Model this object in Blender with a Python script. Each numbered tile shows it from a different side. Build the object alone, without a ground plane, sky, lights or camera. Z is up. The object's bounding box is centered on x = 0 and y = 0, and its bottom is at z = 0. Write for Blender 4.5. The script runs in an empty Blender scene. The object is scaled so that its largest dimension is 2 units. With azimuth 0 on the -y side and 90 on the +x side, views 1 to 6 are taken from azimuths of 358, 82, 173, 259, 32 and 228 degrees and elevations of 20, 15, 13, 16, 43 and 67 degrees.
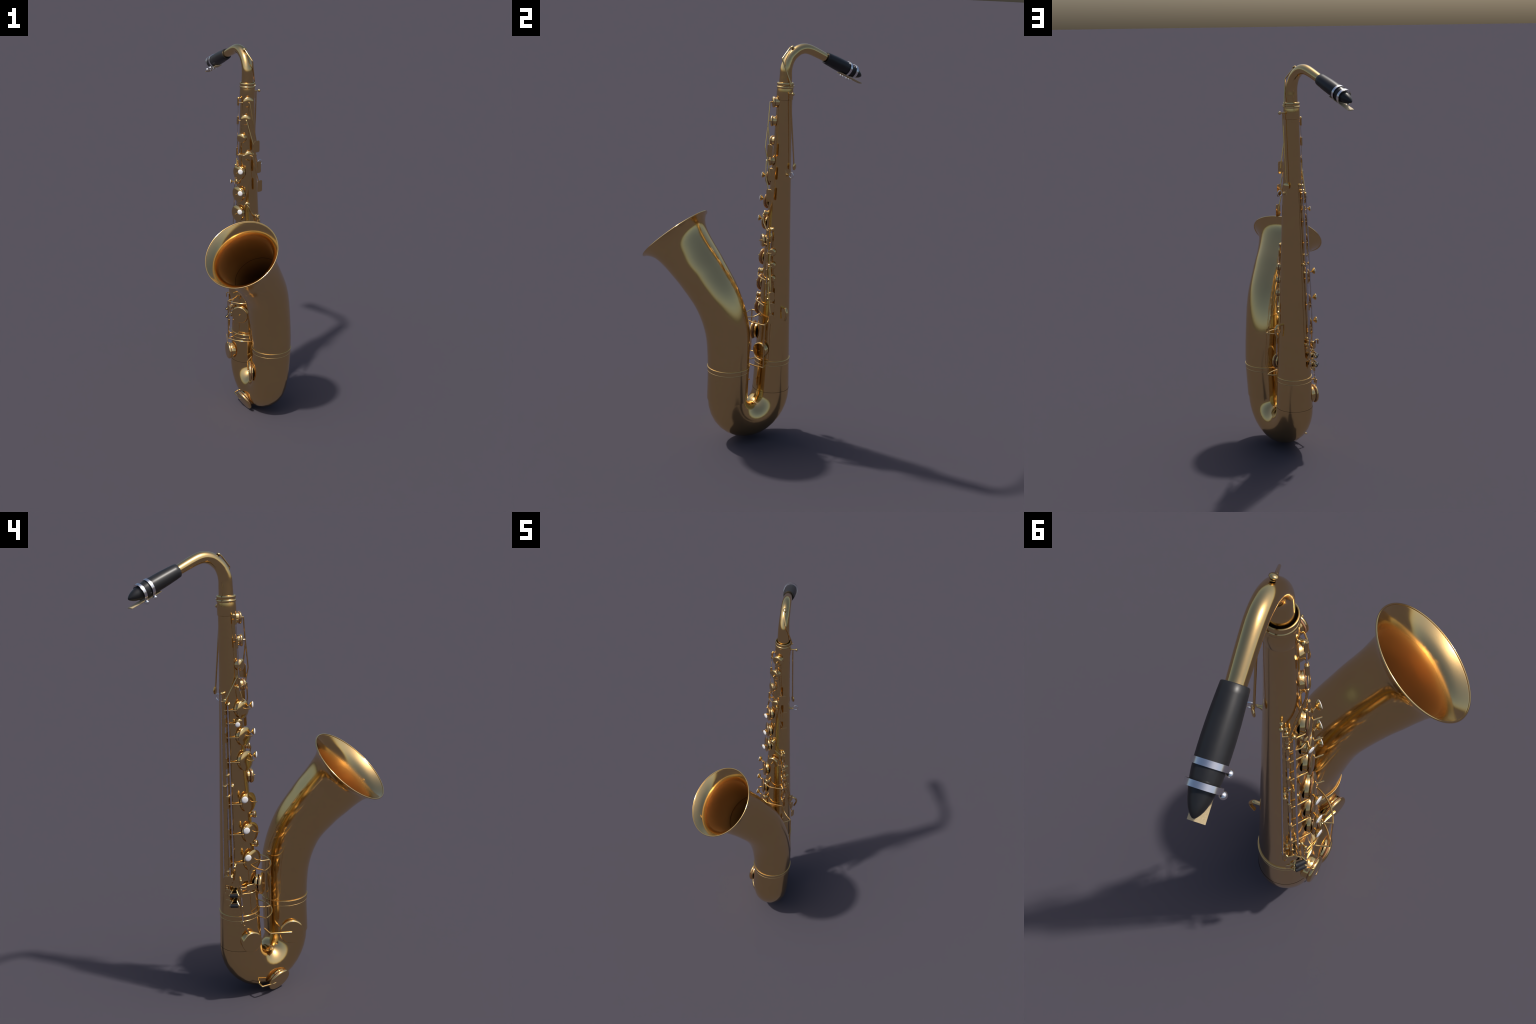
import bpy, bmesh
from math import sin, cos, pi, radians, sqrt, hypot
from mathutils import Vector, Matrix

# =====================================================================
#  A tall golden saxophone: conical body, bow, flared bell, curved neck,
#  black mouthpiece, and all of its keywork.   Metres, z up.
# =====================================================================
V = Vector
AXIS = V((-0.0022, 0.1245, 0.0))          # the body cone's axis
COL = bpy.context.scene.collection


# ------------------------------------------------------------ materials
def metal(name, color, rough, var=0.05, scale=9.0):
    m = bpy.data.materials.new(name)
    m.use_nodes = True
    nt = m.node_tree
    b = nt.nodes['Principled BSDF']
    b.inputs['Metallic'].default_value = 1.0
    tc = nt.nodes.new('ShaderNodeTexCoord')
    n1 = nt.nodes.new('ShaderNodeTexNoise')
    n1.inputs['Scale'].default_value = scale
    n1.inputs['Detail'].default_value = 3.0
    nt.links.new(tc.outputs['Object'], n1.inputs['Vector'])
    mr = nt.nodes.new('ShaderNodeMapRange')
    mr.inputs['From Min'].default_value = 0.3
    mr.inputs['From Max'].default_value = 0.7
    mr.inputs['To Min'].default_value = rough * (1 - var)
    mr.inputs['To Max'].default_value = rough * (1 + var)
    nt.links.new(n1.outputs['Fac'], mr.inputs['Value'])
    nt.links.new(mr.outputs['Result'], b.inputs['Roughness'])
    cr = nt.nodes.new('ShaderNodeValToRGB')
    e = cr.color_ramp.elements
    e[0].position, e[1].position = 0.3, 0.7
    e[0].color = (*[c * 0.985 for c in color], 1)
    e[1].color = (*[min(1, c * 1.01) for c in color], 1)
    nt.links.new(n1.outputs['Fac'], cr.inputs['Fac'])
    nt.links.new(cr.outputs['Color'], b.inputs['Base Color'])
    return m


def plain(name, color, rough, spec=0.5, grain=0.0, scale=60.0, stretch=(1, 1, 1), coat=0.0):
    m = bpy.data.materials.new(name)
    m.use_nodes = True
    nt = m.node_tree
    b = nt.nodes['Principled BSDF']
    b.inputs['Roughness'].default_value = rough
    b.inputs['Specular IOR Level'].default_value = spec
    b.inputs['Coat Weight'].default_value = coat
    tc = nt.nodes.new('ShaderNodeTexCoord')
    mp = nt.nodes.new('ShaderNodeMapping')
    mp.inputs['Scale'].default_value = stretch
    n1 = nt.nodes.new('ShaderNodeTexNoise')
    n1.inputs['Scale'].default_value = scale
    nt.links.new(tc.outputs['Object'], mp.inputs['Vector'])
    nt.links.new(mp.outputs['Vector'], n1.inputs['Vector'])
    cr = nt.nodes.new('ShaderNodeValToRGB')
    e = cr.color_ramp.elements
    e[0].position, e[1].position = 0.3, 0.7
    e[0].color = (*[c * (1 - grain) for c in color], 1)
    e[1].color = (*[min(1, c * (1 + grain)) for c in color], 1)
    nt.links.new(n1.outputs['Fac'], cr.inputs['Fac'])
    nt.links.new(cr.outputs['Color'], b.inputs['Base Color'])
    return m


GOLD = metal('gold_lacquer', (0.80, 0.56, 0.245), 0.135)
STEEL = metal('steel', (0.78, 0.77, 0.80), 0.16)
SILVER = metal('silver_plate', (0.86, 0.86, 0.88), 0.22)


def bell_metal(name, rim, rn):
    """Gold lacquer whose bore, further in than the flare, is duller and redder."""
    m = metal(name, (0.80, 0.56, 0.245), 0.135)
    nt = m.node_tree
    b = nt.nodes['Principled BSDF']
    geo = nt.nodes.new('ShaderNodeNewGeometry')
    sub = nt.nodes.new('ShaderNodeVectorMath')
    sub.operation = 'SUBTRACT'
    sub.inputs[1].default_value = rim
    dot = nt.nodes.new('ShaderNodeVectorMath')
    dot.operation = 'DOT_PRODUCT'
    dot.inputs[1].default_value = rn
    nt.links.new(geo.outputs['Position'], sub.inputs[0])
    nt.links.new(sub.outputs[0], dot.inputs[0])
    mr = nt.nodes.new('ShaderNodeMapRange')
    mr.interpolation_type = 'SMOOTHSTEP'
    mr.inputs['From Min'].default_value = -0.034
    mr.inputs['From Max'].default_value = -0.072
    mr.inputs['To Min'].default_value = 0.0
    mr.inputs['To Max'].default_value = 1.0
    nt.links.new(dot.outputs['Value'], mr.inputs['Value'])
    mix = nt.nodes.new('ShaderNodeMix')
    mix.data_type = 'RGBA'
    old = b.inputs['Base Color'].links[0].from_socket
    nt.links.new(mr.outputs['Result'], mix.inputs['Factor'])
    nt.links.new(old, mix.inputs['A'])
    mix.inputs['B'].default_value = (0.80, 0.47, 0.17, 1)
    deep = nt.nodes.new('ShaderNodeMapRange')      # base colour darkened with depth to paint the shade down the bore
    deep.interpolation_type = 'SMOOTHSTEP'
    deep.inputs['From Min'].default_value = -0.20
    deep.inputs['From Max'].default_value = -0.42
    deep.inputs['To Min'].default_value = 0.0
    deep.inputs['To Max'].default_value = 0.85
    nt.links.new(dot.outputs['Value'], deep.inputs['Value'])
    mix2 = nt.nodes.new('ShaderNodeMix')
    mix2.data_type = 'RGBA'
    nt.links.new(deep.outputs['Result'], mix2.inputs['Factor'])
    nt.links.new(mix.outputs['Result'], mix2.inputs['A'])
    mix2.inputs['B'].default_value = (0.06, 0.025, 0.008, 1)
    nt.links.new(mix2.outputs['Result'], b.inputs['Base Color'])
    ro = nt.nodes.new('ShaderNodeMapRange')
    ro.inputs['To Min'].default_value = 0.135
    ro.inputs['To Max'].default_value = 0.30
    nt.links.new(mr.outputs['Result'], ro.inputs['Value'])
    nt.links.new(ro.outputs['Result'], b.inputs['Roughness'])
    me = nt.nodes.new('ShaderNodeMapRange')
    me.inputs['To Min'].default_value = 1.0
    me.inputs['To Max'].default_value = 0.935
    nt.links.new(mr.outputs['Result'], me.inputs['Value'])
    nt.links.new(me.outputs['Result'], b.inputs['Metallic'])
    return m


PEARL = plain('pearl', (0.82, 0.81, 0.80), 0.25, 0.5, 0.03, 40)
EBONITE = plain('ebonite', (0.016, 0.016, 0.017), 0.39, 0.5, 0.1, 30)
ROLLER = plain('black_roller', (0.018, 0.019, 0.021), 0.4, 0.5, 0.1, 30)
DARK = plain('dark_hollow', (0.002, 0.0015, 0.001), 0.9, 0.0)  # near-black colour paints the lack of light inside holes and gaps
PAD = plain('leather_pad', (0.36, 0.20, 0.12), 0.6, 0.3, 0.12, 90)
CANE = plain('cane', (0.60, 0.47, 0.27), 0.55, 0.3, 0.08, 40, (12, 12, 1))


# ------------------------------------------------------------ mesh tools
def make_mesh(name, verts, faces, mat, angle=35):
    me = bpy.data.meshes.new(name)
    me.from_pydata([tuple(v) for v in verts], [], faces)
    me.materials.append(mat)
    bm = bmesh.new()
    bm.from_mesh(me)
    bmesh.ops.recalc_face_normals(bm, faces=bm.faces)
    bm.to_mesh(me)
    bm.free()
    me.polygons.foreach_set('use_smooth', [True] * len(me.polygons))
    me.set_sharp_from_angle(angle=radians(angle))
    me.update()
    return me


def put(name, me, parent, matrix=None):
    ob = bpy.data.objects.new(name, me)
    COL.objects.link(ob)
    ob.parent = parent
    if matrix is not None:
        ob.matrix_world = matrix       # parents all stand at the origin or are handled by local()
    return ob


def frame(origin, zdir, xhint=None):
    z = V(zdir).normalized()
    h = V(xhint) if xhint is not None else (V((0, 0, 1)) if abs(z.z) < 0.9 else V((1, 0, 0)))
    y = z.cross(h)
    if y.length < 1e-6:
        y = z.cross(V((0, 1, 0)))
    y.normalize()
    x = y.cross(z)
    m = Matrix((x, y, z)).transposed().to_4x4()
    m.translation = V(origin)
    return m


def lathe(name, profile, mat, seg=40, angle=35, closed=False):
    """Turn a (height, radius) profile round the local z axis."""
    verts, rows, faces = [], [], []
    for h, r in profile:
        if r < 1e-6:
            rows.append([len(verts)])
            verts.append((0, 0, h))
        else:
            rows.append(list(range(len(verts), len(verts) + seg)))
            verts += [(r * cos(2 * pi * i / seg), r * sin(2 * pi * i / seg), h) for i in range(seg)]
    pairs = list(zip(rows, rows[1:]))
    if closed:
        pairs.append((rows[-1], rows[0]))
    for a, b in pairs:
        for i in range(seg):
            j = (i + 1) % seg
            if len(a) == 1 and len(b) == 1:
                continue
            if len(a) == 1:
                faces.append((a[0], b[i], b[j]))
            elif len(b) == 1:
                faces.append((a[i], b[0], a[j]))
            else:
                faces.append((a[i], b[i], b[j], a[j]))
    return make_mesh(name, verts, faces, mat, angle)


def sweep(name, path, radii, mat, seg=12, angle=40, caps=True, flat=1.0, loop=False):
    """Loft a round section along a path, with rotation-minimising frames."""
    P = [V(p) for p in path]
    n = len(P)
    if not hasattr(radii, '__len__'):
        radii = [radii] * n
    T = []
    for i in range(n):
        if loop:
            t = (P[(i + 1) % n] - P[i]).normalized() + (P[i] - P[i - 1]).normalized()
        else:
            t = V((0, 0, 0))
            if i:
                t += (P[i] - P[i - 1]).normalized()
            if i < n - 1:
                t += (P[i + 1] - P[i]).normalized()
        T.append(t.normalized())
    u = T[0].cross(V((0, 0, 1)))
    if u.length < 1e-3:
        u = T[0].cross(V((0, 1, 0)))
    u.normalize()
    verts, faces = [], []
    for i in range(n):
        u = (u - T[i] * u.dot(T[i])).normalized()
        w = T[i].cross(u)
        for k in range(seg):
            a = 2 * pi * k / seg
            verts.append(P[i] + radii[i] * (cos(a) * u + flat * sin(a) * w))
    for i in range(n if loop else n - 1):
        i2 = (i + 1) % n
        for k in range(seg):
            k2 = (k + 1) % seg
            faces.append((i * seg + k, i * seg + k2, i2 * seg + k2, i2 * seg + k))
    if caps and not loop:
        faces.append(tuple(range(seg))[::-1])
        faces.append(tuple(range((n - 1) * seg, n * seg)))
    return make_mesh(name, verts, faces, mat, angle)


def catmull(pts, m=8):
    P = [V(p) for p in pts]
    P = [2 * P[0] - P[1]] + P + [2 * P[-1] - P[-2]]
    out = []
    for i in range(1, len(P) - 2):
        p0, p1, p2, p3 = P[i - 1:i + 3]
        for k in range(m):
            t = k / m
            out.append(0.5 * (2 * p1 + (p2 - p0) * t + (2 * p0 - 5 * p1 + 4 * p2 - p3) * t * t
                              + (3 * p1 - p0 - 3 * p2 + p3) * t ** 3))
    out.append(P[-2])
    return out


def bend(pts, r=0.006, m=4):
    """Polyline with its corners rounded, for wires and levers."""
    P = [V(p) for p in pts]
    out = [P[0]]
    for a, b, c in zip(P, P[1:], P[2:]):
        d1, d2 = (a - b), (c - b)
        k = min(r, d1.length * 0.45, d2.length * 0.45)
        s, e = b + d1.normalized() * k, b + d2.normalized() * k
        for i in range(m + 1):
            t = i / m
            out.append((1 - t) ** 2 * s + 2 * t * (1 - t) * b + t * t * e)
    out.append(P[-1])
    return out


def wire(name, pts, r, parent, mat=None, seg=10, flat=1.0, corner=0.006):
    return put(name, sweep(name, bend(pts, corner), r, mat or GOLD, seg, flat=flat), parent)


def rounded_plate(name, w, h, t, rad, mat, bow=0.0):
    """A plate w x h x t lying in local xy, round corners and softened rims."""
    outline = []
    for cx, cy, a0 in ((w / 2 - rad, h / 2 - rad, 0), (-w / 2 + rad, h / 2 - rad, 90),
                       (-w / 2 + rad, -h / 2 + rad, 180), (w / 2 - rad, -h / 2 + rad, 270)):
        for k in range(7):
            a = radians(a0 + 15 * k)
            outline.append((cx + rad * cos(a), cy + rad * sin(a)))
    n = len(outline)
    e = min(t * 0.3, 0.0012)
    layers = [(-t / 2, e), (-t / 2 + e, 0), (t / 2 - e, 0), (t / 2, e)]
    verts, faces = [], []
    for z, ins in layers:
        for x, y in outline:
            verts.append((x * (1 - 2 * ins / w), y * (1 - 2 * ins / h), z - bow * (2 * x / w) ** 2))
    for l in range(3):
        for i in range(n):
            j = (i + 1) % n
            faces.append((l * n + i, l * n + j, (l + 1) * n + j, (l + 1) * n + i))
    faces.append(tuple(range(n))[::-1])
    faces.append(tuple(range(3 * n, 4 * n)))
    return make_mesh(name, verts, faces, mat, 24)


def empty(name, parent=None):
    ob = bpy.data.objects.new(name, None)
    ob.empty_display_size = 0.1
    COL.objects.link(ob)
    ob.parent = parent
    return ob


def child(name, me, parent, world):
    """Parent under a part that has a placement of its own."""
    ob = bpy.data.objects.new(name, me)
    COL.objects.link(ob)
    ob.parent = parent
    ob.matrix_parent_inverse = parent.matrix_basis.inverted()
    ob.matrix_basis = world
    return ob


# ------------------------------------------------------ body coordinates
def body_r(z):
    r = 0.0355 + (0.0949 - 0.0355) * (1.70 - min(z, 1.5)) / (1.70 - 0.245)
    return r - 0.0282 * max(0.0, z - 1.5)      # the top of the cone is a little straighter


def radial(az):
    """Unit vector at an azimuth: 0 faces the front (-y), 90 faces +x."""
    a = radians(az)
    return V((sin(a), -cos(a), 0))


def tangent(az):
    a = radians(az)
    return V((cos(a), sin(a), 0))


def on_body(az, z, up=0.0):
    p = AXIS + radial(az) * (body_r(z) + up)
    return V((p.x, p.y, z))


sax = empty('saxophone')
sax['label'] = 'tall golden saxophone with flared bell and black mouthpiece'
sax['category'] = 'saxophone'

# ============================================================ body tube
collar = [(1.737, 0.0352), (1.7368, 0.0398), (1.7385, 0.0403), (1.768, 0.0402), (1.780, 0.0397), (1.7895, 0.0386),
          (1.7905, 0.0396), (1.7925, 0.0408), (1.7955, 0.0413), (1.7985, 0.0409), (1.8010, 0.0397), (1.8020, 0.0385), (1.8050, 0.0383),
          (1.8060, 0.0392), (1.8085, 0.0402), (1.8115, 0.0406), (1.8150, 0.0402), (1.8178, 0.0389), (1.8186, 0.0374),
          (1.8180, 0.0358), (1.8160, 0.0346), (1.79, 0.0344)]
prof = [(0.232, 0.0935), (0.252, 0.0938), (0.2545, 0.0944)]
prof += [(z, body_r(z)) for z in (0.2565, 0.3, 0.36)]
prof += [(0.390, body_r(0.390)), (0.4015, body_r(0.4015)), (0.4020, body_r(0.402) + 0.0014), (0.423, body_r(0.423) + 0.0012),
         (0.4235, body_r(0.4235))]
prof += [(0.43 + i * (1.7355 - 0.43) / 24, body_r(0.43 + i * (1.7355 - 0.43) / 24)) for i in range(25)]
body = put('body_tube', lathe('body_tube', prof + collar, GOLD, 72, 28), sax, Matrix.Translation(AXIS))


def ring_mesh(name, R, r, mat=GOLD, seg=72):
    pr = [(r * sin(2 * pi * k / 10), R + r * cos(2 * pi * k / 10)) for k in range(10)]
    return lathe(name, pr, mat, seg, 60, closed=True)


for z, dr, r in ((0.4212, 0.0018, 0.0023), (0.3986, -0.0004, 0.0022)):
    child('band_ring', ring_mesh('band_ring', body_r(z) + dr, r), body,
          Matrix.Translation((AXIS.x, AXIS.y, z)))

# ================================================================= bow
BE = V((0.115, -0.1105, 0))               # where the bell axis comes out of the bow
Z0 = 0.245
b_dir = (BE - AXIS)
bow_path, bow_rad = [V((AXIS.x, AXIS.y, 0.2540))], [0.0946]
N = 16
for i in range(N + 1):
    th = pi * i / N
    w = (1 - cos(th)) / 2
    u = th / pi
    p = AXIS + b_dir * w
    bow_path.append(V((p.x, p.y, Z0 - 1.037 * (b_dir.length / 2) * sin(th))))
    bow_rad.append(0.0950 * (1 - u) * (1 - 2 * u) + 0.0961 * 4 * u * (1 - u) + 0.0984 * u * (2 * u - 1))
bow_path.append(V((BE.x, BE.y, 0.262)))
bow_rad.append(0.0984)
bow = put('bow', sweep('bow', bow_path, bow_rad, GOLD, 56, caps=False), sax)
child('seam', ring_mesh('seam', 0.0944, 0.0006, DARK), bow, Matrix.Translation((AXIS.x, AXIS.y, 0.2546)))

# ================================================================ bell
RIM = V((-0.0455, -0.3841, 1.0547))
RN = V((-0.3481, -0.571, 0.7435)).normalized()
bell_cp = [(0.1150, -0.1105, 0.245), (0.1230, -0.1118, 0.4323), (0.1102, -0.1223, 0.6046),
           (0.0876, -0.1709, 0.7535), (0.0410, -0.2467, 0.8746)]
bell_r = [0.1028, 0.1041, 0.1107, 0.1163, 0.1246]
# (distance in from the rim, radius): the horn's flare, then the slow cone behind it
flare = [(0.0, 0.1908), (0.003, 0.1873), (0.006, 0.1838), (0.010, 0.1793), (0.0146, 0.1744), (0.0195, 0.1696),
         (0.026, 0.1638), (0.034, 0.1582), (0.043, 0.1533), (0.056, 0.1480), (0.072, 0.1434), (0.098, 0.1385),
         (0.127, 0.1346), (0.168, 0.1308), (0.240, 0.1250)]
cps = bell_cp + [RIM - RN * 0.150, RIM - RN * 0.070, RIM - RN * 0.0]
fine = catmull(cps, 40)
arc_s = [0.0]                             # distance back from the rim
for a, b in zip(fine[::-1], fine[::-1][1:]):
    arc_s.append(arc_s[-1] + (a - b).length)
fine_r = fine[::-1]


def at_arc(d):
    for i in range(1, len(arc_s)):
        if arc_s[i] >= d:
            t = (d - arc_s[i - 1]) / (arc_s[i] - arc_s[i - 1])
            return fine_r[i - 1].lerp(fine_r[i], t)
    return fine_r[-1]


knots = list(flare)
for i in (3, 2, 1, 0):                    # control rings further down
    knots.append((arc_s[len(fine) - 1 - 40 * i], bell_r[i]))


def smooth_curve(kn, x):
    """Cubic Hermite through uneven knots."""
    n = len(kn)
    i = max(0, min(n - 2, next((j for j in range(n - 1) if kn[j + 1][0] >= x), n - 2)))

    def slope(j):
        if j == 0 or j == n - 1:
            a, b = (0, 1) if j == 0 else (n - 2, n - 1)
            return (kn[b][1] - kn[a][1]) / (kn[b][0] - kn[a][0])
        h0, h1 = kn[j][0] - kn[j - 1][0], kn[j + 1][0] - kn[j][0]
        return ((kn[j][1] - kn[j - 1][1]) / h0 * h1 + (kn[j + 1][1] - kn[j][1]) / h1 * h0) / (h0 + h1)
    h = kn[i + 1][0] - kn[i][0]
    t = (x - kn[i][0]) / h
    return ((2 * t ** 3 - 3 * t * t + 1) * kn[i][1] + (t ** 3 - 2 * t * t + t) * h * slope(i)
            + (3 * t * t - 2 * t ** 3) * kn[i + 1][1] + (t ** 3 - t * t) * h * slope(i + 1))


stations, d = [0.0], 0.0
while d < arc_s[-1] - 0.016:
    d += 0.0028 + 0.0125 * min(1.0, d / 0.09)
    stations.append(d)
stations.append(arc_s[-1])
stations.reverse()
bell_path = [at_arc(d) for d in stations]
bell_rad = [smooth_curve(knots, d) for d in stations]


def tube_shell(name, path, radii, wall, mat, seg):
    """Two skins joined at the far end, same frames for both."""
    n = len(path)
    T = []
    for i in range(n):
        t = V((0, 0, 0))
        if i:
            t += (path[i] - path[i - 1]).normalized()
        if i < n - 1:
            t += (path[i + 1] - path[i]).normalized()
        T.append(t.normalized())
    u = V((1, 0, 0))
    rings = []
    for i in range(n):
        u = (u - T[i] * u.dot(T[i])).normalized()
        rings.append((path[i], u.copy(), T[i].cross(u), radii[i]))
    order = rings + [(p - t * 0.0004, a, b, r - wall) for (p, a, b, r), t in zip(reversed(rings), reversed(T))]
    verts, faces = [], []
    for p, a, b, r in order:
        verts += [p + r * (cos(2 * pi * k / seg) * a + sin(2 * pi * k / seg) * b) for k in range(seg)]
    for i in range(len(order) - 1):
        for k in range(seg):
            k2 = (k + 1) % seg
            faces.append((i * seg + k, i * seg + k2, (i + 1) * seg + k2, (i + 1) * seg + k))
    i = len(order) - 1                     # close the bottom lip
    for k in range(seg):
        k2 = (k + 1) % seg
        faces.append((i * seg + k, i * seg + k2, k2, k))
    return make_mesh(name, verts, faces, mat, 40)


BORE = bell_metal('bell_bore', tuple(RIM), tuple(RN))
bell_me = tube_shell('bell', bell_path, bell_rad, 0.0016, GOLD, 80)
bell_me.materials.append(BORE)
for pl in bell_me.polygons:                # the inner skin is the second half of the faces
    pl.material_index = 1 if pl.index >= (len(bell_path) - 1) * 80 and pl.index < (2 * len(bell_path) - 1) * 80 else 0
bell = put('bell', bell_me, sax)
put('bell_rim', ring_mesh('bell_rim', 0.1910, 0.0030, GOLD, 96), sax, frame(RIM, RN))
for z, R in ((0.4205, 0.1058), (0.3978, 0.1032)):
    t = (z - 0.245) / (0.4323 - 0.245)
    c = V((0.1150 + 0.0078 * t, -0.1110, z))
    child('band_ring', ring_mesh('band_ring', R, 0.0024), bell, Matrix.Translation(c))
belt = [(-0.0085, 0.1030), (-0.0080, 0.1054), (0.0125, 0.1054), (0.0130, 0.1030)]
child('band', lathe('band', belt, GOLD, 72, 30), bell, Matrix.Translation((0.1216, -0.1110, 0.409)))
SEAM_AT = 0.235
# a dark solder seam inside the bell
i_seam = min(range(len(stations)), key=lambda i: abs(stations[i] - SEAM_AT))
t_seam = (bell_path[i_seam + 1] - bell_path[i_seam - 1]).normalized()
child('inner_seam', ring_mesh('inner_seam', bell_rad[i_seam] - 0.0018, 0.0007, DARK), bell,
      frame(bell_path[i_seam], t_seam))

# ================================================================ neck
neck_cp = [(-0.0022, 0.1245, 1.794), (-0.0022, 0.1247, 1.8450), (-0.0034, 0.1262, 1.8879), (-0.0105, 0.1400, 1.9258),
           (-0.0200, 0.1604, 1.9515), (-0.0368, 0.1941, 1.9727), (-0.0604, 0.2408, 1.9728),
           (-0.1061, 0.3271, 1.9362), (-0.1150, 0.3440, 1.9290)]
neck_r = [0.0316, 0.0300, 0.0286, 0.0263, 0.0254, 0.0247, 0.0236, 0.0207, 0.0203]
npath, nr = catmull(neck_cp, 8), []
for i in range(len(neck_r) - 1):
    nr += [neck_r[i] + (neck_r[i + 1] - neck_r[i]) * k / 8 for k in range(8)]
nr.append(neck_r[-1])
neck = put('neck', sweep('neck', npath, nr, GOLD, 40, caps=False), sax)
put('neck_gap', lathe('neck_gap', [(0, 0.0300), (0.0004, 0.0345)], DARK, 48), sax,
    Matrix.Translation((AXIS.x, AXIS.y, 1.8145)))

# ---- octave pip, its key cap and the lever that runs down to the collar
pip_at = V((-0.0166, 0.1565, 1.9725))
pip_n = V((0.10, -0.52, 0.85)).normalized()
child('octave_pip', lathe('octave_pip', [(-0.004, 0.0075), (0.001, 0.0066), (0.002, 0.0056), (0.007, 0.0056), (0.0075, 0.0)],
                          GOLD, 24), neck, frame(pip_at, pip_n))
child('octave_pad', lathe('octave_pad', [(0.0078, 0.0), (0.0078, 0.0066), (0.0108, 0.0066), (0.0108, 0.0)], DARK, 24),
      neck, frame(pip_at, pip_n))
cap = [(0.0106, 0.0), (0.0106, 0.0090), (0.0122, 0.0104), (0.0150, 0.0100), (0.0178, 0.0070), (0.0188, 0.0)]
child('octave_cap', lathe('octave_cap', cap, GOLD, 28, 50), neck, frame(pip_at, pip_n))
top = pip_at + pip_n * 0.0165
oct_pts = [top + V((0.000, -0.001, -0.0050)), top + V((0.0025, -0.0085, -0.0080)), (0.0232, 0.1000, 1.9290), (0.0345, 0.1430, 1.8180), (0.0370, 0.1460, 1.7990)]
child('octave_lever', sweep('octave_lever', bend(oct_pts, 0.004), 0.0033, GOLD, 10), neck, Matrix())
arc = [V((AXIS.x, AXIS.y, 1.8035)) + radial(a) * 0.0425 for a in range(70, 196, 6)]
arc = [arc[0] - radial(70) * 0.003] + arc
child('octave_ring', sweep('octave_ring', arc, 0.0022, GOLD, 10), neck, Matrix())
child('octave_pin', sweep('octave_pin', [V((AXIS.x, AXIS.y, 1.8035)) + radial(118) * 0.039,
                                         V((AXIS.x, AXIS.y, 1.8035)) + radial(118) * 0.0505], 0.0026, GOLD, 10), neck, Matrix())

# ========================================================== mouthpiece
M0 = V((-0.0996, 0.3168, 1.9401))
MA = V((-0.4276, 0.8274, -0.3634)).normalized()
ML = MA.cross(V((0, 0, 1))).normalized()      # sideways (towards +x)
MU = ML.cross(MA).normalized()                # up, square to the mouthpiece
mp_prof = [(0.0215, 0.0203), (0.0182, 0.0218), (0.0175, 0.0266), (0.0190, 0.0282), (0.035, 0.0293), (0.055, 0.0305), (0.085, 0.0320),
           (0.115, 0.0327), (0.140, 0.0327), (0.160, 0.0324), (0.180, 0.0313), (0.195, 0.0296), (0.208, 0.0272), (0.220, 0.0248), (0.232, 0.0218),
           (0.242, 0.0187), (0.250, 0.0154), (0.257, 0.0113), (0.2625, 0.0070), (0.2660, 0.0034), (0.2670, 0.0)]
vs, fs, seg = [], [], 40
for s, r in mp_prof:
    for i in range(seg):
        a = 2 * pi * i / seg
        vs.append(M0 + MA * s + ML * (r * cos(a)) + MU * (r * sin(a)))
for i in range(len(mp_prof) - 1):
    for k in range(seg):
        k2 = (k + 1) % seg
        fs.append((i * seg + k, i * seg + k2, (i + 1) * seg + k2, (i + 1) * seg + k))
mouth = put('mouthpiece', make_mesh('mouthpiece', vs, fs, EBONITE, 50), sax)

RD = -0.0366                                   # the reed lies this far under the axis


def band_loop(s, width, thick, R):
    """A ligature strap: round over the top, drawn down to a flat under the reed."""
    outline = []
    for i in range(48):
        a = 2 * pi * i / 48
        x, y = 1.04 * R * cos(a), R * sin(a)
        if sin(a) < -0.25:
            y *= 1.0 + 0.12 * (-sin(a) - 0.25)
        outline.append((x, y))
    verts, faces, n = [], [], 48
    for ds, dt in ((-width / 2, 0), (-width / 2, thick), (width / 2, thick), (width / 2, 0)):
        for x, y in outline:
            q = 1 + dt / R
            verts.append(M0 + MA * (s + ds) + ML * (x * q) + MU * (y * q))
    for l in range(4):
        for i in range(n):
            j, m = (i + 1) % n, (l + 1) % 4
            faces.append((l * n + i, l * n + j, m * n + j, m * n + i))
    return make_mesh('ligature_band', verts, faces, SILVER, 35)


ball = lathe('ligature_screw', [(-0.0086 * cos(pi * k / 10), 0.0086 * sin(pi * k / 10)) for k in range(11)], SILVER, 24, 80)
for s, R in ((0.166, 0.0338), (0.2065, 0.0338)):
    child('ligature_band', band_loop(s, 0.0125, 0.0016, R), mouth, Matrix())
    c = M0 + MA * (s + 0.0065)
    p_ball = c - ML * 0.0320 - MU * 0.0365
    child('ligature_screw', ball, mouth, Matrix.Translation(p_ball))
    child('ligature_shank', sweep('ligature_shank', [p_ball, c - MU * 0.0385 - ML * 0.002], 0.0022, SILVER, 10), mouth, Matrix())
    for sd in (-0.014, 0.002):
        child('ligature_lug', sweep('ligature_lug', [c + ML * sd - MU * 0.0335, c + ML * sd - MU * 0.0425], 0.0042, SILVER, 12), mouth, Matrix())

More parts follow.
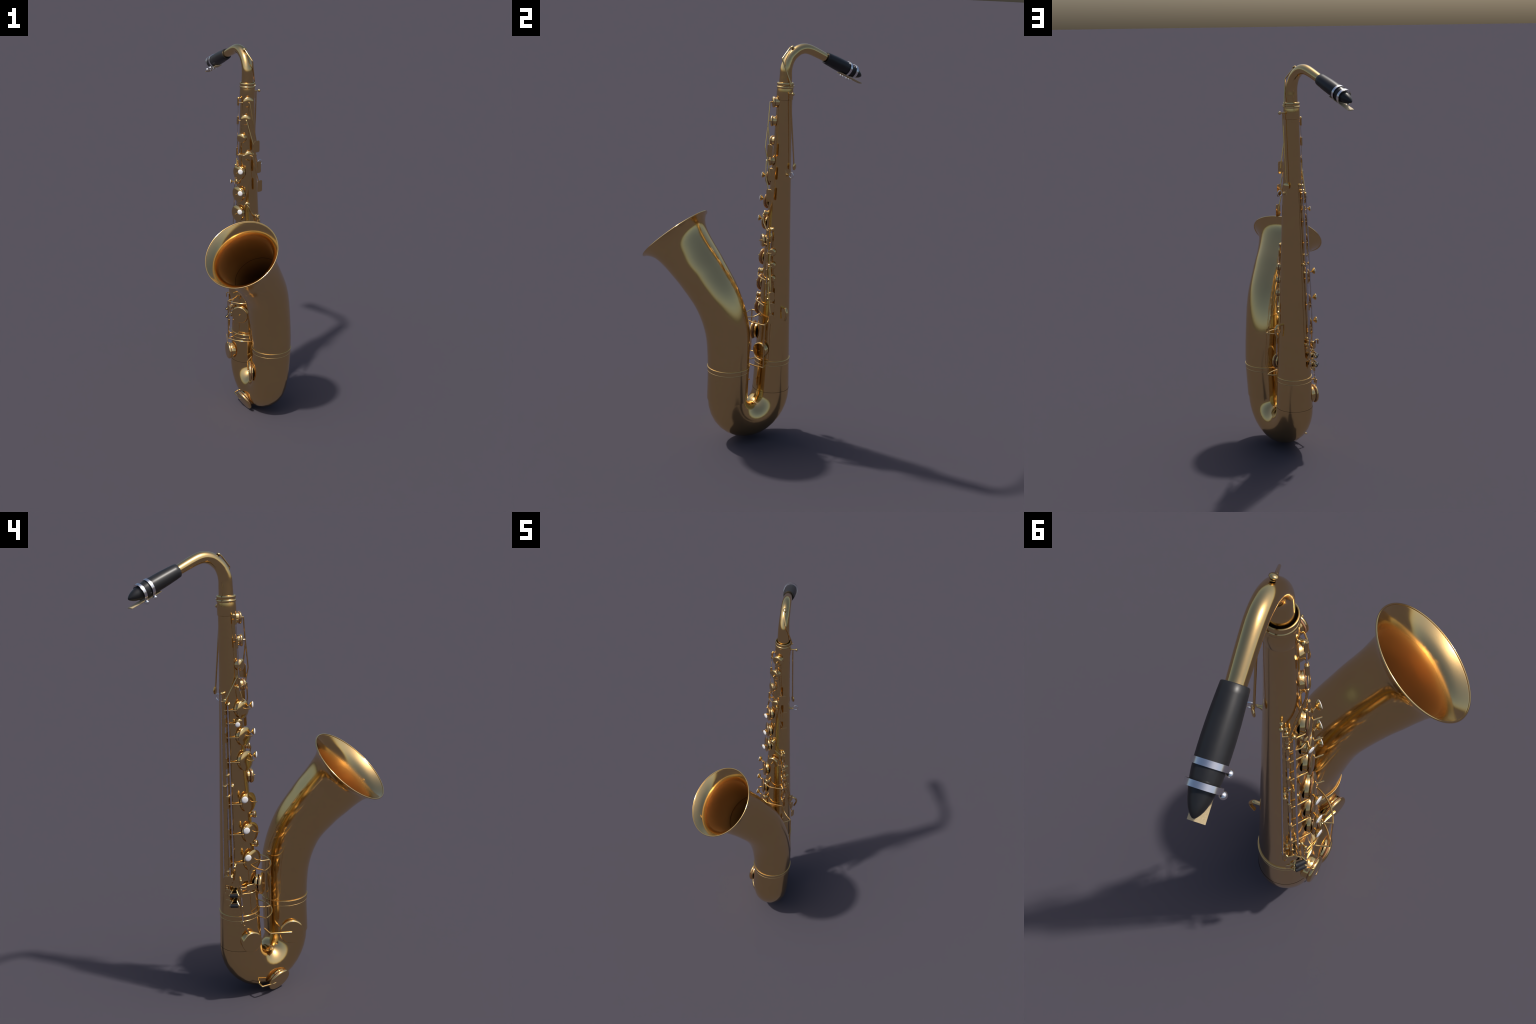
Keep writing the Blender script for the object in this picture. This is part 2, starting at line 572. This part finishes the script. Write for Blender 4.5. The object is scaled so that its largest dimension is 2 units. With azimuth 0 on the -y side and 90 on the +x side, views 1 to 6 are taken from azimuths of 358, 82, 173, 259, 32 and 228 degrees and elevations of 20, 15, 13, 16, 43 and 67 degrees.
reed_v, reed_f, RS = [], [], 11
for s, t in ((0.128, 0.0055), (0.200, 0.0058), (0.240, 0.0054), (0.2735, 0.0048)):
    section = [(-0.0180 + 0.0360 * i / (RS - 1), 0.0) for i in range(RS)]
    section += [(0.0176 * cos(pi * i / (RS - 1)), -t * (0.25 + 0.75 * sin(pi * i / (RS - 1)))) for i in range(RS)]
    for x, y in section:
        reed_v.append(M0 + MA * s + ML * x + MU * (RD + 0.0036 + y))
m = 2 * RS
for i in range(3):
    for k in range(m):
        k2 = (k + 1) % m
        reed_f.append((i * m + k, i * m + k2, (i + 1) * m + k2, (i + 1) * m + k))
reed_f += [tuple(range(m))[::-1], tuple(range(3 * m, 4 * m))]
child('reed', make_mesh('reed', reed_v, reed_f, CANE, 25), mouth, Matrix())

# ============================================================= key work
def cup_mesh(rc, t=0.010, sag=0.0):
    """Key cup: flat-faced with a rounded shoulder, or (sag) a shallow lens. Face at local z = 0."""
    pr = [(-t, 0.0), (-t, rc * 0.985), (-t + 0.0009, rc)]
    if sag:
        for i in range(13):
            f = 1 - i / 12
            pr.append((-sag * f ** 3.0, rc * f if i else rc * 0.999))
    else:
        k = min(0.35 * rc, 0.0075)
        for i in range(9):
            a = (pi / 2) * i / 8
            pr.append((-t + 0.0016 + (t - 0.0016) * sin(a), rc - k + k * cos(a)))
        pr += [(0.0004, rc * 0.3), (0.0004, 0.0)]
    return lathe('key', pr, GOLD, 48, 60)


def dome_mesh(rc, t=0.011):
    pr = [(-t, 0.0), (-t, rc * 0.98), (-t + 0.001, rc)]
    for i in range(11):
        a = (pi / 2) * i / 10
        pr.append((-t + 0.0025 + (t - 0.0025) * sin(a), rc * cos(a) ** 0.75))
    pr[-1] = (0, 0.0)
    return lathe('key', pr, GOLD, 40, 60)


def chimney_mesh(r, depth, flared=True):
    """Tone hole: a tube, soft at its foot where it meets the body; lip at z = 0."""
    foot = [(-depth, r * 1.10), (-depth * 0.75, r * 1.03), (-depth * 0.5, r)] if flared else [(-depth, r * 0.985), (-depth, r)]
    pr = foot + [(-0.0008, r), (0, r * 0.985), (0, r * 0.93), (-0.001, r * 0.915), (-min(0.008, depth), r * 0.91)]
    return lathe('tone_hole', pr, GOLD, 44, 40)


def key(center, normal, rc, gap=0.004, domed=False, depth=0.03, t=0.010, spur=0.0, chimney=0.84, sag=0.0, foot=0.0):
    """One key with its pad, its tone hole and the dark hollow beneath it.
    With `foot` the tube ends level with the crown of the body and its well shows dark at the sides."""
    n = V(normal).normalized()
    m = frame(center, n)
    k = put('key', dome_mesh(rc, t) if domed else cup_mesh(rc, t, sag), sax, m)
    pad_t = 0.0035
    pr = [(-t - pad_t, 0.0), (-t - pad_t, rc * 0.90), (-t - pad_t + 0.001, rc * 0.94), (-t + 0.0002, rc * 0.94)]
    child('pad', lathe('pad', pr, PAD, 40), k, m)
    lip = V(center) - n * (t + pad_t + gap)
    R = rc * chimney
    child('tone_hole', chimney_mesh(R, foot or depth, not foot), k, frame(lip, n))
    child('hollow', lathe('hollow', [(-0.003, 0.0), (-0.003, R * 0.93)], DARK, 40), k, frame(lip, n))  # blackened disc across the hole shows its unlit interior
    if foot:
        child('well', lathe('well', [(-foot + 0.001, R * 0.955), (-depth, R * 0.955)], DARK, 40), k, frame(lip, n))  # black sleeve modelled for the darkness seen under the tube's edge
    if spur:
        child('spur', sweep('spur', [V(center) - n * 0.002, V(center) + n * spur], 0.0024, GOLD, 10), k, Matrix())
    return k


HOLDER = lathe('pearl_holder', [(-0.0105, 0.0), (-0.0102, 0.0036), (-0.0090, 0.0068), (-0.0065, 0.0105), (-0.0030, 0.0136), (0.0, 0.0147),
                                (0.0014, 0.0147), (0.0019, 0.0138), (0.0014, 0.0)], GOLD, 32, 50)
BUTTON = lathe('pearl_button', [(0.0012, 0.0131), (0.0022, 0.0131), (0.0036, 0.0112), (0.0045, 0.007), (0.0048, 0.0)],
               PEARL, 32, 60)


def pearl(parent, center, normal, foot, scale=1.0):
    n = V(normal).normalized()
    m = frame(center, n) @ Matrix.Scale(scale, 4)
    child('pearl_holder', HOLDER, parent, m)
    child('pearl_button', BUTTON, parent, m)
    child('pearl_stem', sweep('pearl_stem', [V(center) - n * 0.005, V(foot)], 0.0032, GOLD, 10), parent, Matrix())


# ---- the two stacks of finger keys --------------------------------
R3_AZ = -123.0
#           z      rc      cup az  pearl az  pearl z    pearl r-above
stack = [(1.3460, 0.0395, -49.0, -24.5, 1.3611, 0.0437),
         (1.2289, 0.0410, -49.0, -24.3, 1.2446, 0.0432),
         (1.1221, 0.0430, -49.5, -24.4, 1.1430, 0.0436),
         (0.9382, 0.0445, -50.5, -77.5, 0.9667, 0.0470),
         (0.8021, 0.0465, -51.0, -77.5, 0.8295, 0.0476),
         (0.6735, 0.0490, -51.0, -77.2, 0.7061, 0.0458)]
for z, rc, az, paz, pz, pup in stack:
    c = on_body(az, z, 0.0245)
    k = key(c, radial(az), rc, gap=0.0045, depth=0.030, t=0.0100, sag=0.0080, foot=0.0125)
    pc = on_body(paz, pz, pup)
    foot = c + (pc - c) * 0.55 - radial(az) * 0.012
    pearl(k, pc, radial(paz + (4 if paz > -50 else -3)), foot, 1.04 if paz > -50 else 1.12)
    # spur that stands off the cup, and the arm that comes from the hinge tube
    sb = on_body(-46.5 if paz > -50 else -45, z + 0.001, 0.0245)
    child('spur', sweep('spur', [sb, on_body(-41.3, z + 0.0032, 0.0462)], 0.0027, GOLD, 10), k, Matrix())
    arm = [on_body(R3_AZ, z + 0.0006, 0.0130), on_body(-79, z + 0.0006, 0.0185), on_body(az, z, 0.0175)]
    child('key_arm', sweep('key_arm', bend(arm, 0.004), 0.0026, GOLD, 10), k, Matrix())

# ---- small key with the side pearl between the first two
k = key(on_body(-68.4, 1.2935, 0.0185), radial(-68.4), 0.0145, gap=0.0005, domed=True, depth=0.014, t=0.008)
pearl(k, on_body(-83.1, 1.2903, 0.0370), radial(-88), on_body(-72, 1.2925, 0.016), 0.80)
child('key_arm', sweep('key_arm', bend([on_body(R3_AZ, 1.2900, 0.0130), on_body(-92, 1.2900, 0.0170), on_body(-70, 1.2925, 0.0165)], 0.004),
                       0.0024, GOLD, 10), k, Matrix())

# ---- palm keys ------------------------------------------------------
palm = [(3.0, 1.7235, 0.0275, 0.0235), (-11.0, 1.6310, 0.0270, 0.0235),
        (-36.0, 1.5325, 0.0255, 0.0215), (7.5, 1.4412, 0.0262, 0.0215)]
palm_keys = [key(on_body(az, z, up + 0.001), radial(az), rc, gap=0.0006, depth=0.022, t=0.0110, chimney=0.86, domed=True)
             for az, z, rc, up in palm]
levers = [
    (0, [on_body(3, 1.7235, 0.018), (0.0062, 0.0545, 1.7230), (0.0075, 0.0540, 1.7205), (0.0270, 0.0462, 1.6110), (0.0430, 0.0570, 1.5150), (0.0455, 0.0600, 1.4900)]),
    (1, [on_body(-10, 1.6312, 0.018), (-0.0096, 0.0535, 1.6318), (-0.0080, 0.0525, 1.6290), (0.0262, 0.0380, 1.5065), (0.0495, 0.0600, 1.3950), (0.0520, 0.0640, 1.3700)]),
    (3, [on_body(8, 1.4420, 0.018), (0.0205, 0.0478, 1.4440), (0.0230, 0.0470, 1.4415), (0.0380, 0.0440, 1.3730), (0.0575, 0.0600, 1.2950), (0.0590, 0.0630, 1.2700)])]
for i, pts in levers:
    child('palm_lever', sweep('palm_lever', bend(pts, 0.004), 0.0030, GOLD, 10), palm_keys[i], Matrix())
    e, d = V(pts[2]), (V(pts[2]) - V(pts[3])).normalized()
    child('lever_end', lathe('lever_end', [(0.0, 0.0), (0.0, 0.0030), (0.0012, 0.0027), (0.0013, 0.0)], DARK, 12), palm_keys[i], frame(e, d))  # solid black disc painted as the shaded inside of an open tube
plate = rounded_plate('palm_plate', 0.0355, 0.0620, 0.0016, 0.0085, GOLD, 0.0)
for c, az in (((0.0463, 0.0585, 1.4931), 40), ((0.0550, 0.0657, 1.3796), 43), ((0.0617, 0.0620, 1.2778), 44)):
    put('palm_plate', plate, sax, frame(c, radial(az)) @ Matrix.Rotation(pi / 2, 4, 'Z'))

# ---- hinge rods ------------------------------------------------------
def tube_between(name, a, b, r, mat, parent, seg=14):
    return put(name, sweep(name, [a, b], r, mat, seg), parent)


def along(a, b, z):
    t = (z - a.z) / (b.z - a.z)
    return a + (b - a) * t


def hinge(top, bot, r_core, tubes=(), r_tube=0.0052, mat=STEEL):
    rod = tube_between('hinge_rod', V(top), V(bot), r_core, mat, sax)
    for z1, z2 in tubes:
        a, b = along(V(top), V(bot), z1), along(V(top), V(bot), z2)
        pr = [(0, 0.0), (0, r_tube * 0.86), (0.0008, r_tube)]
        L = (b - a).length
        pr += [(L - 0.0008, r_tube), (L, r_tube * 0.86), (L, 0.0)]
        child('hinge_tube', lathe('hinge_tube', pr, GOLD, 16, 40), rod, frame(a, b - a))
    return rod


# palm hinge
HT, HB = V((-0.0503, 0.0992, 1.7405)), V((-0.0585, 0.0925, 1.4150))
hinge(HT, HB, 0.0020, [(1.7405, 1.7020), (1.6450, 1.6040), (1.4800, 1.4400)], 0.0056)
# long rods down the left side
R1T, R1B = V((-0.0473, 0.1711, 1.4130)), V((-0.0705, 0.1987, 0.6050))
R2T, R2B = V((-0.0664, 0.1481, 1.3680)), V((-0.0951, 0.1588, 0.6580))
R3T, R3B = V(on_body(-124, 1.3830, 0.0115)), V(on_body(-121.5, 0.6120, 0.0115))
hinge(R1T, R1B, 0.0027)
hinge(R2T, R2B, 0.0032)
t3 = [(1.383, 1.3480), (1.3470, 1.3335), (1.3110, 1.2760), (1.2470, 1.2080), (1.1370, 1.0950), (0.9650, 0.9200), (0.8220, 0.7800), (0.7000, 0.6590)]
hinge(R3T, R3B, 0.0030, t3, 0.0054)
for z in (1.3300, 1.3120, 1.2490, 1.1390, 0.9665, 0.8240, 0.7010, 0.6560):
    p = along(R3T, R3B, z)
    put('collar', lathe('collar', [(-0.0025, 0.003), (-0.002, 0.0058), (0.002, 0.0058), (0.0025, 0.003)], GOLD, 16, 50), sax, frame(p, R3B - R3T))
# low-key hinge
R4T, R4B = on_body(-93.6, 0.5935, 0.0170), on_body(-92.6, 0.3760, 0.0175)
hinge(R4T, R4B, 0.0030, [(0.5935, 0.5750), (0.5560, 0.5200), (0.4790, 0.4420), (0.4070, 0.3760)], 0.0056)
# right-hand hinge
R5T, R5B = on_body(45, 1.1040, 0.0205), on_body(53.5, 0.7480, 0.0200)
hinge(R5T, R5B, 0.0028, [(1.104, 1.075), (1.062, 1.008), (0.985, 0.940), (0.905, 0.872), (0.835, 0.800), (0.775, 0.748)], 0.0052)
R6T, R6B = on_body(56, 1.1040, 0.0150), on_body(60, 0.7800, 0.0155)
hinge(R6T, R6B, 0.0024, [(1.090, 1.045), (0.985, 0.955), (0.910, 0.885), (0.845, 0.815)], 0.0046)

# ---- posts: flange, waist and ball, standing square on the body ------
POST = lathe('post', [(-0.004, 0.0072), (0.0005, 0.0070), (0.0016, 0.0060), (0.0034, 0.0034), (0.0070, 0.0030), (0.0092, 0.0042),
                      (0.0108, 0.0060), (0.0132, 0.0071), (0.0160, 0.0066), (0.0184, 0.0044), (0.0192, 0.0)], GOLD, 20, 50)


def post(az, z, h=0.0192):
    put('post', POST, sax, frame(on_body(az, z), radial(az)) @ Matrix.Diagonal((min(1.0, h / 0.0192 + 0.1),) * 2 + (h / 0.0192, 1)))


for az, z, h in ((-136, 1.4170, 0.021), (-109.5, 1.3720, 0.023), (-124, 1.3890, 0.017),
                 (-122, 1.0650, 0.017), (-131.5, 1.0165, 0.020), (-122.5, 0.9713, 0.017), (-119.5, 0.6120, 0.017),
                 (-106, 1.0188, 0.021), (-107.5, 0.6588, 0.023), (-137.5, 0.6040, 0.021), (-129, 0.632, 0.016),
                 (-67, 1.7392, 0.020), (-67, 1.4400, 0.020), (-93.5, 0.5960, 0.023), (-94.0, 0.3960, 0.020),
                 (45, 1.1060, 0.0235), (56.5, 1.1060, 0.019), (53.5, 0.7470, 0.0225), (49.5, 0.9220, 0.021),
                 (60, 0.778, 0.019), (51.5, 0.8480, 0.020), (48, 0.9960, 0.021)):
    post(az, z, h)

# ---- lever from the thumb side up to the palm hinge ------------------
wire('side_lever', [along(HT, HB, 1.5350), (-0.0545, 0.0985, 1.4885), (-0.0605, 0.1575, 1.3850)], 0.0032, sax)
wire('side_lever', [along(R1T, R1B, 1.3850), (-0.0600, 0.1565, 1.3845)], 0.0024, sax)
wire('side_link', [along(HT, HB, 1.4250), on_body(-56, 1.3950, 0.022), on_body(-50, 1.3800, 0.023)], 0.0026, sax)
for z, az, up in ((1.7190, 3, 0.016), (1.6260, -11, 0.016), (1.5250, -36, 0.014), (1.4440, 7.5, 0.015)):
    p = along(HT, HB, z)
    wire('key_arm', [p, on_body(-50 if az > -20 else -48, z, 0.019), on_body(az - (28 if az > -20 else 6), z, 0.014), on_body(az - 4, z, 0.013)], 0.0025, sax)
wire('key_arm', [along(HT, HB, 1.4250), along(HT, HB, 1.4000), on_body(-47, 1.3840, 0.027)], 0.0028, sax)

# ---- trill key at the front, its lever and the aux key ---------------
k = key(on_body(-2, 1.1757, 0.0200), radial(-2), 0.0155, gap=0.0005, domed=True, depth=0.016, t=0.009)
child('key_arm', sweep('key_arm', bend([on_body(-2, 1.1757, 0.018), on_body(4, 1.166, 0.0235), on_body(14, 1.1330, 0.0210), on_body(40, 1.1000, 0.0225), R5T], 0.005),
                       0.0030, GOLD, 10), k, Matrix())
k = key(on_body(5.5, 1.0390, 0.0215), radial(5.5), 0.0335, gap=0.004, depth=0.022, spur=0.012)
child('key_arm', sweep('key_arm', bend([on_body(46, 1.0300, 0.0210), on_body(30, 1.0300, 0.0200), on_body(8, 1.0380, 0.0160)], 0.004), 0.0028, GOLD, 10), k, Matrix())
for az, z in ((-20, 0.8720), (-27.5, 0.7410)):
    k = key(on_body(az, z, 0.0235), radial(az), 0.0165, gap=0.001, domed=True, depth=0.018, t=0.009)
    child('key_arm', sweep('key_arm', bend([on_body(az + 2, z - 0.012, 0.0215), on_body(az + 20, z - 0.020, 0.0200), on_body(48, z - 0.024, 0.0200)], 0.006),
                           0.0030, GOLD, 10), k, Matrix())

# ---- side keys on the right ------------------------------------------
for az, z, rc in ((62.5, 0.9928, 0.0205), (67.0, 0.9263, 0.0178), (68.5, 0.8588, 0.0178)):
    k = key(on_body(az, z, 0.0195), radial(az), rc, gap=0.001, depth=0.016, t=0.010)
    child('key_arm', sweep('key_arm', bend([on_body(az, z - 0.004, 0.0185), on_body(az - 9, z - 0.005, 0.0225), on_body(az - 13, z - 0.005, 0.0190)], 0.004),
                           0.0030, GOLD, 10), k, Matrix())
    for daz, dz in ((-6, -0.006), (-14, -0.004)):
        child('screw', lathe('screw', [(-0.0035, 0.0034), (0, 0.0042), (0.003, 0.0034), (0.0044, 0.0)], GOLD, 14, 50), k,
              frame(on_body(az + daz, z + dz, 0.0215), radial(az + daz)))
side_plate = rounded_plate('side_plate', 0.0230, 0.0480, 0.0024, 0.0070, GOLD)
for (c, az), ztop in zip((((0.1085, 0.0935, 0.7760), 78), ((0.1124, 0.0959, 0.7200), 79), ((0.1240, 0.0930, 0.6640), 79)), (0.985, 0.92, 0.85)):
    put('side_plate', side_plate, sax, frame(c, radial(az)) @ Matrix.Rotation(pi / 2, 4, 'Z'))
    c = V(c)
    wire('side_lever', [on_body(57, ztop - 0.01, 0.020), c + V((-0.004, -0.006, 0.030)), c + V((-0.003, -0.001, 0.0))], 0.0026, sax)

# ---- big low keys -----------------------------------------------------
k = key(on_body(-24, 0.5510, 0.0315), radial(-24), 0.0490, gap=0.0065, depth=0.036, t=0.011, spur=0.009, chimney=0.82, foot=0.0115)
arm = rounded_plate('key_arm', 0.040, 0.030, 0.003, 0.005, GOLD)
child('key_arm', arm, k, frame(on_body(-70, 0.5600, 0.0250), radial(-70), (0, 0, 1)) @ Matrix.Rotation(pi / 2, 4, 'Z'))
for dz in (0.015, -0.015):
    child('key_arm', sweep('key_arm', bend([on_body(-93, 0.548 + dz, 0.0180), on_body(-66, 0.548 + dz, 0.0235), on_body(-40, 0.548 + dz * 0.6, 0.0205)], 0.006),
                           0.0030, GOLD, 10), k, Matrix())
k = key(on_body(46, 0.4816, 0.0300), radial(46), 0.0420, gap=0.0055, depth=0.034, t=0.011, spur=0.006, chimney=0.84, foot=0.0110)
child('key_arm', sweep('key_arm', bend([on_body(54, 0.60, 0.018), on_body(53, 0.50, 0.020), on_body(48, 0.482, 0.020)], 0.006), 0.0030, GOLD, 10), k, Matrix())
hinge(on_body(54, 0.625, 0.018), on_body(54, 0.44, 0.018), 0.0028, [(0.62, 0.58)])

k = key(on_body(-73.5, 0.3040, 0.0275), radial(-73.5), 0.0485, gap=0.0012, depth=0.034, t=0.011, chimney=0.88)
h1 = on_body(-73.5, 0.3040, 0.0285)
flat_arm = rounded_plate('key_arm', 0.078, 0.0085, 0.0034, 0.003, GOLD)
a1 = on_body(-90.5, 0.3880, 0.0225)
a2 = on_body(-75.5, 0.3260, 0.0305)
child('key_arm', flat_arm, k, frame((a1 + a2) / 2, radial(-83), a2 - a1))

bell_n = V((-1.0, -0.03, 0.0)).normalized()
h2 = V((-0.0010, -0.1143, 0.2748))
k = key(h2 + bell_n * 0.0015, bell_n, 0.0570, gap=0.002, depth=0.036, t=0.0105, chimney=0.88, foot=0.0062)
child('key_arm', sweep('key_arm', bend([h2 + V((0.020, 0.124, 0.026)), h2 + V((0.000, 0.106, 0.011)), h2 + V((-0.0045, 0.101, 0.008)), h2 + V((-0.0045, 0.001, 0.001)), h2 + V((0.002, 0.0, 0.0))], 0.004),
                       0.0036, GOLD, 10), k, Matrix())
low_c = V((-0.0289, -0.0443, 0.0532))
low_n = V((-0.76, -0.46, -0.455)).normalized()
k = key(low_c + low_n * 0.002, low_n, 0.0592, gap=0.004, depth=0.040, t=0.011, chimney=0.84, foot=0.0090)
la = V((-0.0770, 0.0475, 0.0590))
child('key_arm', sweep('key_arm', bend([(-0.0340, 0.0200, 0.0760), (-0.0470, 0.0530, 0.0765), (-0.0564, 0.0584, 0.0670), la, low_c + (la - low_c) * 0.30 + low_n * 0.0050, low_c + (la - low_c) * 0.22 + low_n * 0.001], 0.003),
                       0.0040, GOLD, 10), k, Matrix())

# ---- wire guards over the two low keys --------------------------------
def guard(corners_top, corners_low, zt, zb, ut, ub):
    g = empty('key_guard', sax)
    for z, u, azs, rise in ((zt, ut, corners_top, 0.013), (zb, ub, corners_low, 0.006)):
        a, b = azs[0], azs[-1]
        arc = [AXIS + V((0, 0, z)) + radial(a + (b - a) * i / 40) * u for i in range(41)]
        child('guard_wire', sweep('guard_wire', arc, 0.0031, GOLD, 10), g, Matrix())
        for az in azs:
            R = body_r(z)
            leg = [AXIS + V((0, 0, z)) + radial(az) * (u + 0.001), AXIS + V((0, 0, z)) + radial(az) * (R + 0.026),
                   AXIS + V((0, 0, z + rise)) + radial(az) * (R - 0.003)]
            child('guard_leg', sweep('guard_leg', bend(leg, 0.004), 0.0030, GOLD, 10), g, Matrix())
            child('guard_foot', lathe('guard_foot', [(-0.004, 0.0062), (0.001, 0.006), (0.003, 0.0038), (0.0032, 0)], GOLD, 16), g,
                  frame(on_body(az, z + rise), radial(az)))
    for a1, a2 in zip(corners_top, corners_low):
        child('guard_post', sweep('guard_post', [AXIS + V((0, 0, zt)) + radial(a1) * ut, AXIS + V((0, 0, zb)) + radial(a2) * ub],
                                  0.0030, GOLD, 10), g, Matrix())
    return g


guard((-47.5, 4.0, 64.6), (-47.5, 6.0, 65.0), 0.6360, 0.4100, 0.1487, 0.1468)

# ---- left little-finger cluster ----------------------------------------
ROLL = lathe('roller', [(-0.0168, 0.0), (-0.0168, 0.0076), (-0.0158, 0.0086), (0.0158, 0.0086), (0.0168, 0.0076), (0.0168, 0.0)], ROLLER, 20, 40)
BEAD = lathe('bead', [(-0.0042 * cos(pi * k / 8), 0.0042 * sin(pi * k / 8)) for k in range(9)], GOLD, 16, 80)
roll_dir = (tangent(-110) * 0.98 + V((0, 0, 0.03))).normalized()
table = empty('finger_table', sax)
child('finger_plate', rounded_plate('finger_plate', 0.034, 0.042, 0.004, 0.005, GOLD), table,
      frame((-0.0975, 0.1855, 0.6015), radial(-121)) @ Matrix.Rotation(pi / 2, 4, 'Z'))
for z in (0.5344, 0.4867):
    c = V((-0.1125, 0.1643, z))
    child('roller', ROLL, table, frame(c, roll_dir))
    for s in (-1, 1):
        e = c + roll_dir * (0.0200 * s)
        child('bead', BEAD, table, Matrix.Translation(e))
        inner = on_body(-110, z + 0.017, 0.020) + roll_dir * (0.010 * s)
        child('bracket', sweep('bracket', [e, inner], 0.0030, GOLD, 10), table, Matrix())
        child('bracket', sweep('bracket', [inner, on_body(-110, z + 0.017, 0.004) + roll_dir * (0.010 * s)], 0.0030, GOLD, 10), table, Matrix())
    child('finger_plate', rounded_plate('finger_plate', 0.016, 0.008, 0.0030, 0.002, DARK), table,  # dark patch above the roller, modelled as a small black slab
          frame(on_body(-110, z + 0.012, 0.0215), radial(-110) + V((0, 0, 0.5))) @ Matrix.Rotation(pi / 2, 4, 'Z'))
    child('finger_plate', rounded_plate('finger_plate', 0.026, 0.030, 0.0040, 0.004, GOLD), table,
          frame(on_body(-126, z + 0.006, 0.0190), radial(-124)) @ Matrix.Rotation(pi / 2, 4, 'Z'))
    child('bracket', sweep('bracket', bend([on_body(-128, z - 0.012, 0.006), on_body(-124, z - 0.012, 0.022), on_body(-118, z - 0.006, 0.030)], 0.004), 0.0028, GOLD, 10), table, Matrix())
ledge = [on_body(-133, 0.5800, 0.012), on_body(-128, 0.5760, 0.020), on_body(-119, 0.5740, 0.020)]
child('bracket', sweep('bracket', bend(ledge, 0.004), 0.0034, GOLD, 10), table, Matrix())
child('bracket', sweep('bracket', bend([on_body(-137, 0.5990, 0.018), on_body(-137, 0.5350, 0.014), on_body(-128, 0.5250, 0.018)], 0.005), 0.0026, GOLD, 10), table, Matrix())
child('bracket', sweep('bracket', bend([on_body(-133, 0.6050, 0.014), on_body(-133, 0.5600, 0.014), on_body(-124, 0.5500, 0.020)], 0.005), 0.0026, GOLD, 10), table, Matrix())
child('finger_plate', rounded_plate('finger_plate', 0.010, 0.026, 0.003, 0.003, GOLD), table,
      frame((-0.1190, 0.1700, 0.6130), radial(-70)) @ Matrix.Rotation(pi / 2, 4, 'Z'))
child('bracket', sweep('bracket', bend([(-0.0985, 0.1830, 0.6180), (-0.1060, 0.1780, 0.6260), (-0.1190, 0.1700, 0.6240)], 0.003), 0.0026, GOLD, 10), table, Matrix())

# ---- octave thumb lever, strap ring, thumb hook --------------------------
wire('thumb_post', [on_body(116, 1.7690, 0.002), on_body(116, 1.7690, 0.030)], 0.0030, sax)
KNOB = lathe('thumb_knob', [(-0.0055, 0.0), (-0.005, 0.0062), (-0.003, 0.0082), (0.001, 0.0080), (0.0045, 0.0055), (0.0058, 0.0)], GOLD, 20, 60)
put('thumb_knob', KNOB, sax, frame(on_body(116, 1.7690, 0.0335), radial(116)))
put('thumb_knob', KNOB, sax, frame(on_body(116, 1.7690, 0.0060), radial(116)) @ Matrix.Scale(0.75, 4))
wire('thumb_lever', [on_body(116.3, 1.7690, 0.0165), (0.0435, 0.1471, 1.7600), (0.0430, 0.1500, 1.7100), (0.0355, 0.1800, 1.4300)], 0.0032, sax)
disk = lathe('thumb_button', [(-0.003, 0.0), (-0.003, 0.0135), (-0.001, 0.0158), (0.002, 0.0158), (0.0045, 0.0120), (0.0055, 0.0)], GOLD, 32, 50)
put('thumb_button', disk, sax, frame((0.0354, 0.1827, 1.4175), radial(147)) @ Matrix.Diagonal((1.08, 0.98, 1, 1)))
eye = lathe('strap_post', [(-0.004, 0.0085), (0.0015, 0.0080), (0.006, 0.0052), (0.013, 0.0040), (0.0185, 0.0042), (0.0195, 0.0)], GOLD, 20, 50)
put('strap_post', eye, sax, frame(on_body(118.5, 1.3788), radial(118.5)))
put('strap_ring', ring_mesh('strap_ring', 0.0138, 0.0022, SILVER, 40), sax, frame((0.0650, 0.1655, 1.3807), radial(34)))
hook = [on_body(116, 0.7070, -0.004), (0.0880, 0.1690, 0.7085), (0.0985, 0.1750, 0.6900), (0.0985, 0.1750, 0.6740), (0.0875, 0.1690, 0.6440)]
put('thumb_hook', sweep('thumb_hook', bend(hook, 0.006), 0.0068, GOLD, 12, flat=0.72), sax)

bpy.context.view_layer.update()
